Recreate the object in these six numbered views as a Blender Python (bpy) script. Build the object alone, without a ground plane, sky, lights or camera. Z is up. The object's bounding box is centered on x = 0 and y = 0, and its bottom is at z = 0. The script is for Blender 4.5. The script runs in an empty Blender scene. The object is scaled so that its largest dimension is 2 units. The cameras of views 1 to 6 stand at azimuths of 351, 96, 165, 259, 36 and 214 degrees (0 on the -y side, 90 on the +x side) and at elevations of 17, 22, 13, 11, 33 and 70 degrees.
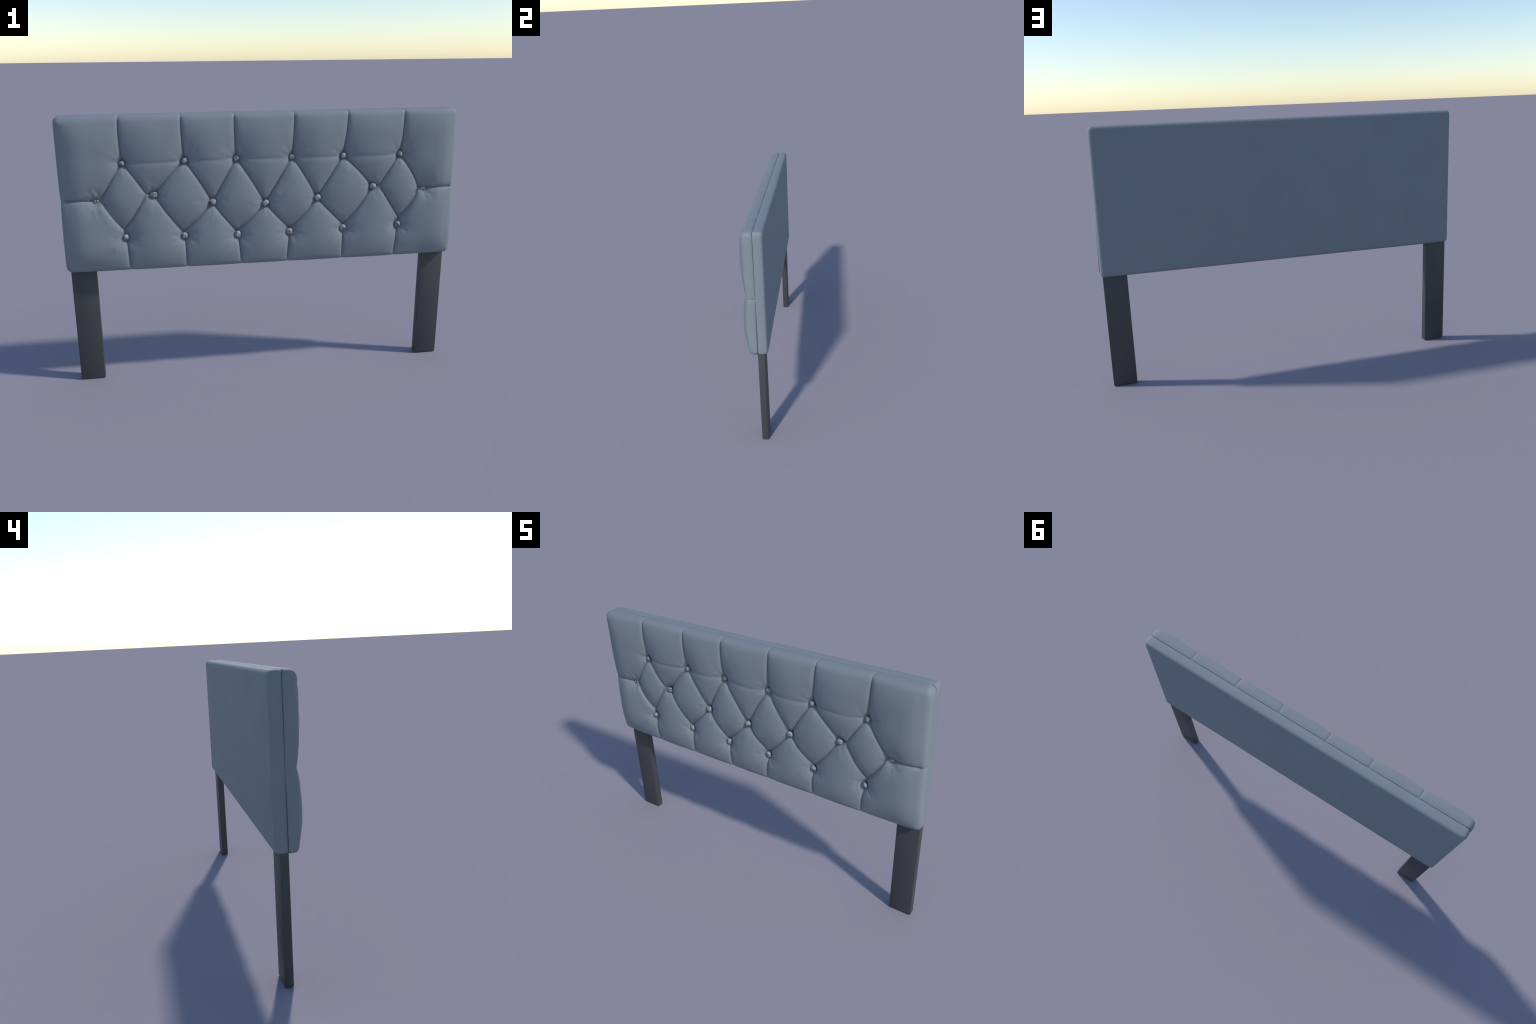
"""Upholstered headboard: tufted front cushion, plain back slab, two flat legs."""
import bpy, bmesh, math, random
import numpy as np
from mathutils import Vector
from mathutils.geometry import delaunay_2d_cdt

rng = random.Random(7)

# ------------------------------------------------------------------ sizes (m)
HALF_X, Z_BOT, Z_TOP = 0.998, 0.605, 1.3635      # outline of the padded board
Y_FRONT, Y_GROOVE, Y_BACK = -0.0765, 0.011, 0.0755
LEG_X0, LEG_X1, LEG_Y0, LEG_Y1 = 0.8595, 0.983, 0.0085, 0.049


# ------------------------------------------------------------------ materials
def new_material(name):
    m = bpy.data.materials.new(name)
    m.use_nodes = True
    nt = m.node_tree
    return m, nt, nt.nodes["Principled BSDF"]


def node(nt, kind, **inputs):
    n = nt.nodes.new(kind)
    for k, v in inputs.items():
        n.inputs[k.replace("_", " ")].default_value = v
    return n


def fabric_material(name, dark, light):
    m, nt, b = new_material(name)
    tc = nt.nodes.new("ShaderNodeTexCoord")
    # soft mottling of the cloth
    cloud = node(nt, "ShaderNodeTexNoise", Scale=5.0, Detail=4.0, Roughness=0.55)
    nt.links.new(tc.outputs["Object"], cloud.inputs["Vector"])
    # faint upright slubs in the weave
    mp = nt.nodes.new("ShaderNodeMapping")
    mp.inputs["Scale"].default_value = (45, 45, 3)
    nt.links.new(tc.outputs["Object"], mp.inputs["Vector"])
    slub = node(nt, "ShaderNodeTexNoise", Scale=1.0, Detail=2.0)
    nt.links.new(mp.outputs["Vector"], slub.inputs["Vector"])
    mix = nt.nodes.new("ShaderNodeMath"); mix.operation = "MULTIPLY_ADD"
    mix.inputs[1].default_value = 0.22
    nt.links.new(slub.outputs["Fac"], mix.inputs[0])
    half = nt.nodes.new("ShaderNodeMath"); half.operation = "MULTIPLY"
    half.inputs[1].default_value = 0.78
    nt.links.new(cloud.outputs["Fac"], half.inputs[0])
    nt.links.new(half.outputs[0], mix.inputs[2])
    ramp = nt.nodes.new("ShaderNodeValToRGB")
    ramp.color_ramp.elements[0].position = 0.30
    ramp.color_ramp.elements[0].color = (*dark, 1)
    ramp.color_ramp.elements[1].position = 0.70
    ramp.color_ramp.elements[1].color = (*light, 1)
    nt.links.new(mix.outputs[0], ramp.inputs["Fac"])
    nt.links.new(ramp.outputs["Color"], b.inputs["Base Color"])
    b.inputs["Roughness"].default_value = 0.75
    b.inputs["Specular IOR Level"].default_value = 0.3
    weave = node(nt, "ShaderNodeTexNoise", Scale=260.0, Detail=2.0)
    nt.links.new(tc.outputs["Object"], weave.inputs["Vector"])
    bump = node(nt, "ShaderNodeBump", Strength=0.08, Distance=0.001)
    nt.links.new(weave.outputs["Fac"], bump.inputs["Height"])
    nt.links.new(bump.outputs["Normal"], b.inputs["Normal"])
    return m


def wood_material(name, dark, light):
    m, nt, b = new_material(name)
    tc = nt.nodes.new("ShaderNodeTexCoord")
    mp = nt.nodes.new("ShaderNodeMapping")
    mp.inputs["Scale"].default_value = (40, 40, 3)
    nt.links.new(tc.outputs["Object"], mp.inputs["Vector"])
    n = node(nt, "ShaderNodeTexNoise", Scale=1.0, Detail=5.0)
    nt.links.new(mp.outputs["Vector"], n.inputs["Vector"])
    ramp = nt.nodes.new("ShaderNodeValToRGB")
    ramp.color_ramp.elements[0].position = 0.3
    ramp.color_ramp.elements[0].color = (*dark, 1)
    ramp.color_ramp.elements[1].position = 0.7
    ramp.color_ramp.elements[1].color = (*light, 1)
    nt.links.new(n.outputs["Fac"], ramp.inputs["Fac"])
    nt.links.new(ramp.outputs["Color"], b.inputs["Base Color"])
    b.inputs["Roughness"].default_value = 0.55
    return m


def button_material(name, dark, light):
    m, nt, b = new_material(name)
    tc = nt.nodes.new("ShaderNodeTexCoord")
    info = nt.nodes.new("ShaderNodeObjectInfo")
    shift = nt.nodes.new("ShaderNodeVectorMath"); shift.operation = "MULTIPLY_ADD"
    shift.inputs[1].default_value = (1, 1, 1)
    sc = nt.nodes.new("ShaderNodeVectorMath"); sc.operation = "SCALE"
    sc.inputs[0].default_value = (3, 5, 7)
    nt.links.new(info.outputs["Random"], sc.inputs["Scale"])
    nt.links.new(tc.outputs["Object"], shift.inputs[0])
    nt.links.new(sc.outputs[0], shift.inputs[2])
    n = node(nt, "ShaderNodeTexNoise", Scale=85.0, Detail=2.0)
    nt.links.new(shift.outputs[0], n.inputs["Vector"])
    ramp = nt.nodes.new("ShaderNodeValToRGB")
    ramp.color_ramp.elements[0].position = 0.36
    ramp.color_ramp.elements[0].color = (*dark, 1)
    ramp.color_ramp.elements[1].position = 0.52
    ramp.color_ramp.elements[1].color = (*light, 1)
    nt.links.new(n.outputs["Fac"], ramp.inputs["Fac"])
    nt.links.new(ramp.outputs["Color"], b.inputs["Base Color"])
    b.inputs["Roughness"].default_value = 0.4
    return m


CUSHION_CLOTH = fabric_material("blue_grey_cloth", (0.196, 0.222, 0.249), (0.210, 0.238, 0.266))
BACK_CLOTH = fabric_material("blue_grey_back_cloth", (0.195, 0.223, 0.252), (0.206, 0.236, 0.266))
LEG_WOOD = wood_material("charcoal_stained_wood", (0.0485, 0.050, 0.052), (0.0525, 0.054, 0.056))
BUTTON_METAL = button_material("speckled_pale_button", (0.15, 0.18, 0.22), (0.60, 0.61, 0.62))
BUTTON_SHADE_DARKENED = button_material("speckled_shade_darkened_button", (0.05, 0.065, 0.08), (0.30, 0.31, 0.32))  # pale button recoloured darker: shadow in the wells baked into the colour


# ------------------------------------------------------------------ helpers
def mesh_object(name, verts, faces, material, parent, smooth=True):
    me = bpy.data.meshes.new(name)
    me.from_pydata([tuple(v) for v in verts], [], [tuple(f) for f in faces])
    me.validate()
    me.update()
    if smooth:
        me.polygons.foreach_set("use_smooth", [True] * len(me.polygons))
    me.materials.append(material)
    ob = bpy.data.objects.new(name, me)
    bpy.context.collection.objects.link(ob)
    ob.parent = parent
    return ob


def smoothstep(t):
    t = np.clip(t, 0, 1)
    return t * t * (3 - 2 * t)


class Rim:
    """Edge profile swept round the board: out over a rounded shoulder, back
    along the side and tucked in at the groove.  s is the length along it,
    X the way out from the core rectangle, Y the depth from the face plane."""

    def __init__(self, rx, ry, depth, tuck, tuck_in, side_bulge=0.0, start=0.0):
        s0, c0 = math.sin(start), math.cos(start)
        pts = [(rx * (math.sin(t) - s0) / (1 - s0), ry * (c0 - math.cos(t)) / c0)
               for t in np.linspace(start, math.pi / 2, 24)]
        side = depth - ry - tuck
        for t in np.linspace(0, 1, 10)[1:]:
            pts.append((rx + side_bulge * math.sin(math.pi * t), ry + side * t))
        for t in np.linspace(0, math.pi / 2, 8)[1:]:
            pts.append((rx - tuck * (1 - math.cos(t)), ry + side + tuck * math.sin(t)))
        pts.append((rx - tuck - tuck_in, depth))
        p = np.array(pts)
        self.s = np.concatenate([[0], np.cumsum(np.hypot(*np.diff(p, axis=0).T))])
        self.X, self.Y = p[:, 0], p[:, 1]
        tan = np.gradient(p, self.s, axis=0)
        tan /= np.linalg.norm(tan, axis=1)[:, None]
        self.tan = tan
        self.rx, self.total = rx, self.s[-1]
        self.s_shoulder = self.s[23]

    def at(self, s):
        X, Y = np.interp(s, self.s, self.X), np.interp(s, self.s, self.Y)
        tx, ty = np.interp(s, self.s, self.tan[:, 0]), np.interp(s, self.s, self.tan[:, 1])
        return X, Y, tx, ty


def core_split(P, cx, z0, z1):
    """Nearest point of the core rectangle, distance beyond it, direction."""
    C = np.stack([np.clip(P[:, 0], -cx, cx), np.clip(P[:, 1], z0, z1)], 1)
    D = P - C
    s = np.hypot(D[:, 0], D[:, 1])
    n = D / np.maximum(s, 1e-9)[:, None]
    return C, s, n


def rim_contour(s, cx, z0, z1, step):
    """Points along the outline that lies s outside the core rectangle."""
    out = []
    arcs = max(3, int(math.pi / 2 * s / step) + 1)
    corners = [(cx, z1, 0), (-cx, z1, 90), (-cx, z0, 180), (cx, z0, 270)]
    for k, (x, z, a0) in enumerate(corners):
        for j in range(arcs + 1):
            a = math.radians(a0 + 90 * j / arcs)
            out.append((x + s * math.cos(a), z + s * math.sin(a)))
        nx, nz, na = corners[(k + 1) % 4]
        a = math.radians(na)
        end = (nx + s * math.cos(a), nz + s * math.sin(a))
        x0, zz0 = out[-1]
        n = max(2, int(math.hypot(end[0] - x0, end[1] - zz0) / step))
        for j in range(1, n):
            out.append((x0 + (end[0] - x0) * j / n, zz0 + (end[1] - zz0) * j / n))
    return out


# ------------------------------------------------------------------ tufting layout
T = [(-0.692, 1.141), (-0.397, 1.145), (-0.144, 1.147), (0.133, 1.146), (0.393, 1.144), (0.690, 1.142)]
M = [(-0.827, 0.960), (-0.551, 0.984), (-0.266, 0.936), (-0.002, 0.920), (0.264, 0.936), (0.552, 0.983), (0.827, 0.961)]
B = [(-0.696, 0.777), (-0.411, 0.771), (-0.144, 0.764), (0.121, 0.766), (0.402, 0.772), (0.695, 0.777)]
TOP_X = [-0.697, -0.407, -0.150, 0.137, 0.413, 0.700]
BOT_X = [-0.685, -0.409, -0.127, 0.114, 0.410, 0.684]
SIDE_Z = 0.967

rim = Rim(rx=0.030, ry=0.036, depth=Y_GROOVE - Y_FRONT, tuck=0.0045, tuck_in=0.012, side_bulge=0.002, start=0.55)
CX, CZ0, CZ1 = HALF_X - rim.rx, Z_BOT + rim.rx, Z_TOP - rim.rx
S = rim.total


def curve(a, b, bow=0.0, step=0.008):
    """Slightly bowed seam from a to b."""
    a, b = np.array(a), np.array(b)
    L = np.linalg.norm(b - a)
    n = np.array([-(b - a)[1], (b - a)[0]]) / L
    k = max(1, int(round(L / step)))
    return [tuple(a + (b - a) * t + n * bow * math.sin(math.pi * t)) for t in np.linspace(0, 1, k + 1)]


def add(p, dx, dz):
    return (p[0] + dx, p[1] + dz)


# meeting points of the seams: the end ones lie beside their buttons
left_of = {i: M[i] for i in range(7)}
right_of = {i: M[i] for i in range(7)}
hub = {}
left_of[1] = add(M[1], -0.036, 0.004)
right_of[5] = add(M[5], 0.036, 0.004)
right_of[0] = add(M[0], 0.022, 0.005)
left_of[6] = add(M[6], -0.022, 0.005)
low_pt = low = [add(b, dx, dz) for b, dx, dz in
       zip(B, (-0.010, -0.004, -0.003, 0.003, 0.004, 0.010), (0.034, 0.018, 0.016, 0.016, 0.018, 0.034))]

seams = []
for i in range(6):
    seams.append(curve(T[i], add((TOP_X[i], CZ1), 0, S), 0.006 if i < 3 else -0.006))
    seams.append(curve(T[i], right_of[i], -0.004))          # down to the left button
    seams.append(curve(T[i], left_of[i + 1], 0.004))        # down to the right button
    seams.append(curve(low[i], right_of[i], 0.004))
    seams.append(curve(low[i], left_of[i + 1], -0.004))
    seams.append(curve(low[i], B[i]))
    seams.append(curve(B[i], add((BOT_X[i], CZ0), 0, -S), 0.006 if i < 3 else -0.006))
seams.append(curve(left_of[1], M[1]))
seams.append(curve(right_of[5], M[5]))
seams.append(curve(right_of[0], add((-0.90, SIDE_Z), 0, 0), 0.002) + curve((-0.90, SIDE_Z), (-CX - S, SIDE_Z - 0.004))[1:])
seams.append(curve(left_of[6], add((0.90, SIDE_Z), 0, 0), -0.002) + curve((0.90, SIDE_Z), (CX + S, SIDE_Z - 0.004))[1:])

SEG = np.array([(*p, *q) for s in seams for p, q in zip(s[:-1], s[1:])])
# coarser chain of the same seams for the distance field
faint = [curve(T[i], T[i + 1], -0.003) for i in range(5)]
faint += [curve(T[0], add(T[0], -0.045, 0.003)), curve(T[5], add(T[5], 0.03, 0.0))]
FAINT = np.array([(*p, *q) for s in faint for p, q in zip(s[:-1], s[1:])])


def seg_dist(P, segs):
    out = np.empty((len(P),))
    a, d = segs[:, :2], segs[:, 2:] - segs[:, :2]
    L2 = (d ** 2).sum(1)
    for i in range(0, len(P), 4000):
        q = P[i:i + 4000, None, :] - a[None]
        t = np.clip((q * d).sum(2) / L2, 0, 1)
        e = q - t[..., None] * d
        out[i:i + 4000] = np.sqrt((e ** 2).sum(2).min(1))
    return out


def seam_soft_dist(P):
    """Rounded-off distance to the seams (no ridge along the medial axis)."""
    acc = np.zeros(len(P))
    for s in seams:
        d = seg_dist(P, np.array([(*p, *q) for p, q in zip(s[:-1], s[1:])]))
        acc += np.maximum(d, 1e-4) ** -5.0
    return acc ** -0.2


# ------------------------------------------------------------------ cushion sheet
pts, seen = [], {}


def push(p, gap):
    key = (round(p[0] / 0.002), round(p[1] / 0.002))
    for dx in (-1, 0, 1):
        for dz in (-1, 0, 1):
            j = seen.get((key[0] + dx, key[1] + dz))
            if j is not None and math.hypot(pts[j][0] - p[0], pts[j][1] - p[1]) < gap:
                return j
    pts.append((float(p[0]), float(p[1])))
    seen[key] = len(pts) - 1
    return len(pts) - 1


edges = []
border = [push(p, 1e-5) for p in rim_contour(S, CX, CZ0, CZ1, 0.012)]
edges += list(zip(border, border[1:] + border[:1]))
n_border_edges = len(edges)
for s in seams:
    idx = [push(p, 0.0005) for p in s]
    edges += [(a, b) for a, b in zip(idx[:-1], idx[1:]) if a != b]

cand, need = [], []
for s in seams:
    arr = np.array(s)
    tang = np.gradient(arr, axis=0)
    nrm = np.stack([-tang[:, 1], tang[:, 0]], 1) / np.linalg.norm(tang, axis=1)[:, None]
    for off, stride in ((0.0025, 1), (0.006, 1), (0.011, 2), (0.019, 3), (0.033, 4)):
        for k in range(0, len(arr), stride):
            for sg in (-1, 1):
                cand.append(arr[k] + nrm[k] * off * sg); need.append(off * 0.85)
for s in np.arange(0.004, S - 0.001, 0.0055):
    for p in rim_contour(s, CX, CZ0, CZ1, 0.02):
        cand.append(p); need.append(0.004)
for p in rim_contour(0.0, CX, CZ0, CZ1, 0.02):
    cand.append(p); need.append(0.006)
for s in faint:                                  # rows along the faint cross creases
    for p in s:
        for off in (0.0, 0.005, -0.005, 0.011, -0.011, 0.02, -0.02):
            cand.append((p[0], p[1] + off)); need.append(0.004)
for (bx, bz) in T + M + B:                       # finer rings in the button pits
    for r in (0.008, 0.015, 0.022, 0.030):
        for k in range(14):
            a = math.tau * (k + rng.random() * 0.3) / 14
            cand.append((bx + r * math.cos(a), bz + r * math.sin(a))); need.append(0.003)
    for r in (0.037, 0.045, 0.054, 0.064, 0.076):
        for k in range(36):
            a = math.tau * k / 36
            cand.append((bx + r * math.cos(a), bz + r * math.sin(a))); need.append(0.008)
x = -CX + 0.01
while x < CX:
    z = CZ0 + 0.008
    while z < CZ1:
        cand.append((x + rng.uniform(-.003, .003), z + rng.uniform(-.003, .003))); need.append(0.040)
        z += 0.042
    x += 0.034
cand, need = np.array(cand), np.array(need)
dist = seg_dist(cand, SEG)
_, s_out, _ = core_split(cand, CX, CZ0, CZ1)
for p, ok in zip(cand, (dist > need) & (s_out < S - 0.0015)):
    if ok:
        push(p, 0.0018)

v2, e2, f2, _, oe, _ = delaunay_2d_cdt([Vector(p) for p in pts], edges, [], 0, 1e-6)
P = np.array([(v.x, v.y) for v in v2])
faces = np.array(f2)
cen = P[faces].mean(1)
_, s_c, _ = core_split(cen, CX, CZ0, CZ1)
faces = faces[s_c < S]


def taper(pos, left, right):
    """The ends of the board lean in a little towards the top."""
    x, z = pos[:, 0], pos[:, 2]
    k = np.clip((np.abs(x) - 0.75) / 0.23, 0, 1)
    return np.where(x < 0, left, -right) * k * np.clip((z - 0.62) / 0.74, 0, 1)


def cushion_surface(P):
    C, s, n = core_split(P, CX, CZ0, CZ1)
    X, Y, tx, ty = rim.at(s)
    pos = np.stack([C[:, 0] + n[:, 0] * X, Y_FRONT + Y, C[:, 1] + n[:, 1] * X], 1)
    side = ty * smoothstep(s / 0.022)              # turn the normal gradually
    nor = np.stack([n[:, 0] * side, -np.sqrt(1 - np.minimum(side, 1) ** 2), n[:, 1] * side], 1)
    # the whole cushion slumps back a little towards its ends and edges
    inside = np.minimum(CX - np.abs(C[:, 0]), np.minimum(CZ1 - C[:, 1], C[:, 1] - CZ0))
    slump = 0.014 * np.clip(1 - inside / 0.075, 0, 1) ** 1.8
    slump += 0.006 * np.clip(1 - (CX - np.abs(C[:, 0])) / 0.065, 0, 1) ** 1.3
    end = smoothstep((np.abs(C[:, 0]) - 0.60) / 0.35)
    slump += (0.004 + 0.010 * end) * np.clip(1 - (C[:, 1] - CZ0) / 0.13, 0, 1) ** 1.6
    front = np.clip(tx, 0, 1)
    pos[:, 1] += slump * np.clip(1 - Y / (Y_GROOVE - Y_FRONT), 0, 1)
    # seams and puffs
    d = seam_soft_dist(P)
    dh = seg_dist(P, SEG)
    end = smoothstep((np.abs(P[:, 0]) - 0.86) / 0.08)
    fade = 1 - (0.86 - 0.36 * end) * smoothstep((s + 0.07 - inside) / (rim.s_shoulder + 0.07))
    line = 1 - 0.72 * smoothstep(s / rim.s_shoulder)
    t = np.clip(d / 0.22, 0, 1)
    puff = 0.022 * (1 - t) ** 2.6 * (0.25 + 0.75 * front)
    pinch = 0.009 * np.exp(-(dh / 0.006) ** 1.3)
    df = seg_dist(P, FAINT)
    crease = 0.0040 * np.exp(-(df / 0.012) ** 1.3) * front
    pit = np.zeros(len(P))
    pleat = np.zeros(len(P))
    for k, (bx, bz) in enumerate(T + M + B):
        # the cloth drops steeply above a button and swells out below it
        dz = P[:, 1] - bz
        low = bz < 0.85
        r = np.hypot((P[:, 0] - bx) * 1.05, np.where(dz > 0, 0.62 if low else 0.8, 1.25) * dz)
        deep = 0.018 if low else 0.013
        pit = np.maximum(pit, 0.012 * np.exp(-(np.hypot(P[:, 0] - bx, dz) / 0.026) ** 3)
                         + deep * np.exp(-(r / 0.058) ** 2))
        # fine wrinkles that radiate from the pulled cloth
        ang = np.arctan2(dz, P[:, 0] - bx)
        rr = np.hypot(P[:, 0] - bx, dz)
        pleat += 0.0010 * np.cos(9 * ang + 2.1 * k) * np.exp(-((rr - 0.045) / 0.024) ** 2) * np.clip(dh / 0.012, 0, 1)
    # tucked fold between each end button and the lower outer button:
    # hollow on the diamond side, swollen lip on the outer side
    for sg, a, b in ((-1, right_of[0], low_pt[0]), (1, left_of[6], low_pt[5])):
        dd = seg_dist(P, np.array([(*a, *b)]))
        cross = ((b[0] - a[0]) * (P[:, 1] - a[1]) - (b[1] - a[1]) * (P[:, 0] - a[0])) * -sg
        pleat += np.where(cross > 0, 0.008 * np.exp(-(dd / 0.035) ** 1.5), -0.004 * np.exp(-((dd - 0.022) / 0.02) ** 2))
    pos = pos - nor * (puff * fade + pinch * line + crease + (pit + pleat) * front)[:, None]
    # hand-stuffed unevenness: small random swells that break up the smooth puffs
    swell = np.array([rng.uniform(-1, 1) for _ in range(len(P))])
    pos[:, 1] += 0.0011 * swell * np.clip((dh - 0.015) / 0.03, 0, 1) * np.clip(inside / 0.03, 0, 1) * np.clip((df - 0.022) / 0.03, 0, 1)
    pos[:, 0] += taper(pos, 0.004, 0.018)
    return pos


pos = cushion_surface(P)

# separate the sheet along the seams into its panels
n_in = len(edges)
cut = set()
for e, src in zip(e2, oe):
    if any(o < n_in for o in src):
        cut.add((min(e), max(e)))
edge_faces = {}
for fi, f in enumerate(faces):
    for a, b in ((f[0], f[1]), (f[1], f[2]), (f[2], f[0])):
        edge_faces.setdefault((min(a, b), max(a, b)), []).append(fi)
label = np.full(len(faces), -1)
panels = 0
for start in range(len(faces)):
    if label[start] >= 0:
        continue
    stack, label[start] = [start], panels
    while stack:
        f = faces[stack.pop()]
        for a, b in ((f[0], f[1]), (f[1], f[2]), (f[2], f[0])):
            key = (min(a, b), max(a, b))
            if key in cut:
                continue
            for g in edge_faces[key]:
                if label[g] < 0:
                    label[g] = panels
                    stack.append(g)
    panels += 1
print("panels", panels, "verts", len(P), "faces", len(faces))

# ------------------------------------------------------------------ objects
root = bpy.data.objects.new("headboard", None)
bpy.context.collection.objects.link(root)
root["label"] = "blue grey diamond tufted upholstered headboard on dark legs"
root["category"] = "headboard"


def box(name, x0, x1, y0, y1, z0, z1, material, parent, bevel=0.0, segments=2):
    v = [(x, y, z) for x in (x0, x1) for y in (y0, y1) for z in (z0, z1)]
    f = [(0, 1, 3, 2), (4, 6, 7, 5), (0, 4, 5, 1), (2, 3, 7, 6), (0, 2, 6, 4), (1, 5, 7, 3)]
    ob = mesh_object(name, v, f, material, parent, smooth=False)
    if bevel:
        md = ob.modifiers.new("bevel", "BEVEL")
        md.width, md.segments = bevel, segments
        dg = bpy.context.evaluated_depsgraph_get()
        me = bpy.data.meshes.new_from_object(ob.evaluated_get(dg))
        ob.modifiers.clear()
        ob.data = me
        me.polygons.foreach_set("use_smooth", [True] * len(me.polygons))
        try:
            me.set_sharp_from_angle(angle=math.radians(40))
        except Exception:
            pass
    return ob


# stuffing core that carries the panels (hidden inside)
cushion = box("tufted_cushion", -CX, CX, -0.018, 0.018, CZ0, CZ1, CUSHION_CLOTH, root)

for k in range(panels):
    fs = faces[label == k]
    used = np.unique(fs)
    if len(fs) < 20:
        continue
    remap = {int(u): i for i, u in enumerate(used)}
    tri = []
    for f in fs:
        a, b, c = (int(i) for i in f)
        # wind so that the face looks out of the cushion
        area = (P[b, 0] - P[a, 0]) * (P[c, 1] - P[a, 1]) - (P[b, 1] - P[a, 1]) * (P[c, 0] - P[a, 0])
        tri.append((remap[a], remap[b], remap[c]) if area > 0 else (remap[a], remap[c], remap[b]))
    mesh_object("cushion_panel", pos[used], tri, CUSHION_CLOTH, cushion)

# buttons: low domes, each a little turned and squashed like sewn-in studs
def button_mesh():
    prof = [(0.0, -0.0105), (0.005, -0.0101), (0.0095, -0.0086), (0.0132, -0.0055),
            (0.0152, -0.0012), (0.0150, 0.003), (0.0120, 0.007), (0.006, 0.009)]
    n = 28
    v, f = [(0, prof[0][1], 0)], []
    for r, y in prof[1:]:
        v += [(r * math.cos(math.tau * i / n), y, r * math.sin(math.tau * i / n)) for i in range(n)]
    for i in range(n):
        f.append((0, 1 + i, 1 + (i + 1) % n))
    for k in range(len(prof) - 2):
        a, b = 1 + k * n, 1 + (k + 1) * n
        for i in range(n):
            j = (i + 1) % n
            f.append((a + i, b + i, b + j, a + j))
    f.append(tuple(1 + (len(prof) - 2) * n + i for i in reversed(range(n))))
    return v, f


bv, bf = button_mesh()
proto = mesh_object("tuft_button", bv, bf, BUTTON_METAL, cushion)
tilt = {"B0": (10, 30), "B5": (10, -30), "M0": (-25, 10), "M6": (-25, -10)}
size = {"M0": 0.9, "M6": 0.85, "T": 1.0, "M": 1.14, "B": 1.10}
first = True
for row, pts_row in (("T", T), ("M", M), ("B", B)):
    for i, p in enumerate(pts_row):
        ob = proto if first else proto.copy()
        if not first:
            bpy.context.collection.objects.link(ob)
        first = False
        y = {"T": -0.042, "M": -0.046, "B": -0.039}[row]
        if row == "T":
            y += (0.003, 0.001, 0.004, 0.006, 0.001, 0.003)[i]
        if f"{row}{i}" in ("M0", "M6"):
            y = -0.034                                   # end buttons sit deep in the cloth
        ob.location = (p[0], y, p[1])
        tx, tz = tilt.get(f"{row}{i}", (rng.uniform(-8, 8) - (8 if row == "M" else 0), rng.uniform(-8, 8)))
        ob.rotation_euler = (math.radians(tx), rng.uniform(0, 6.28), math.radians(tz))
        k = size.get(f"{row}{i}", size[row]) * rng.uniform(0.95, 1.05)
        if row == "T" or f"{row}{i}" in ("M0", "M6", "B0", "B5"):
            ob.material_slots[0].link = "OBJECT"
            ob.material_slots[0].material = BUTTON_SHADE_DARKENED
        ob.scale = (k, 1.0, k * rng.uniform(0.9, 1.05))

# plain padded back slab
brim = Rim(rx=0.022, ry=0.020, depth=Y_BACK - Y_GROOVE, tuck=0.005, tuck_in=0.012, side_bulge=0.002)
bcx, bz0, bz1 = 0.991 - brim.rx, Z_BOT + brim.rx, Z_TOP - brim.rx
ring_steps = list(brim.s[::2]) + ([brim.s[-1]] if len(brim.s) % 2 == 0 else [])


def back_ring(s, arcs=8, nx=48, nz=20):
    out = []
    cs = [(bcx, bz1, 0, nx), (-bcx, bz1, 90, nz), (-bcx, bz0, 180, nx), (bcx, bz0, 270, nz)]
    for k, (x, z, a0, n) in enumerate(cs):
        for j in range(arcs + 1):
            a = math.radians(a0 + 90 * j / arcs)
            out.append((x, z, math.cos(a), math.sin(a)))
        x1, z1 = cs[(k + 1) % 4][:2]
        a = math.radians(a0 + 90)
        for j in range(1, n):
            out.append((x + (x1 - x) * j / n, z + (z1 - z) * j / n, math.cos(a), math.sin(a)))
    X, Y, _, _ = brim.at(s)
    return [(x + c * X, Y_BACK - Y, z + q * X) for x, z, c, q in out]


BACK_CROWN = 0.005
bv, bf = [], []
rings = []
for inset in (0.34, 0.26, 0.18, 0.12, 0.07, 0.03):      # slightly crowned face
    drop = BACK_CROWN * (1 - smoothstep(inset / 0.30)) * 0.9
    rings.append([(x * (bcx - inset) / bcx, y - drop,
                   (bz0 + bz1) / 2 + (z - (bz0 + bz1) / 2) * ((bz1 - bz0) / 2 - inset) / ((bz1 - bz0) / 2))
                  for x, y, z in back_ring(0)])
for s in ring_steps:
    fall = BACK_CROWN * max(0.0, 1 - float(brim.at(s)[1]) / (Y_BACK - Y_GROOVE))
    rings.append([(x, y - fall, z) for x, y, z in back_ring(s)])
n = len(rings[0])
for r in rings:
    bv += r
for k in range(len(rings) - 1):
    for i in range(n):
        j = (i + 1) % n
        bf.append((k * n + i, (k + 1) * n + i, (k + 1) * n + j, k * n + j))
bf.append(tuple(range(n)))
last = (len(rings) - 1) * n
bf.append(tuple(last + i for i in reversed(range(n))))
bv = np.array(bv)
bv[:, 0] += taper(bv, 0.001, 0.011)
back = mesh_object("back_slab", bv, bf, BACK_CLOTH, root)
bm = bmesh.new()
bm.from_mesh(back.data)
bmesh.ops.remove_doubles(bm, verts=bm.verts, dist=1e-5)
bm.to_mesh(back.data)
bm.free()

# legs
for sgn in (-1, 1):
    x0, x1 = sorted((sgn * LEG_X0, sgn * LEG_X1))
    box("leg", x0, x1, LEG_Y0, LEG_Y1, 0.0, Z_BOT + 0.06, LEG_WOOD, root, bevel=0.004)
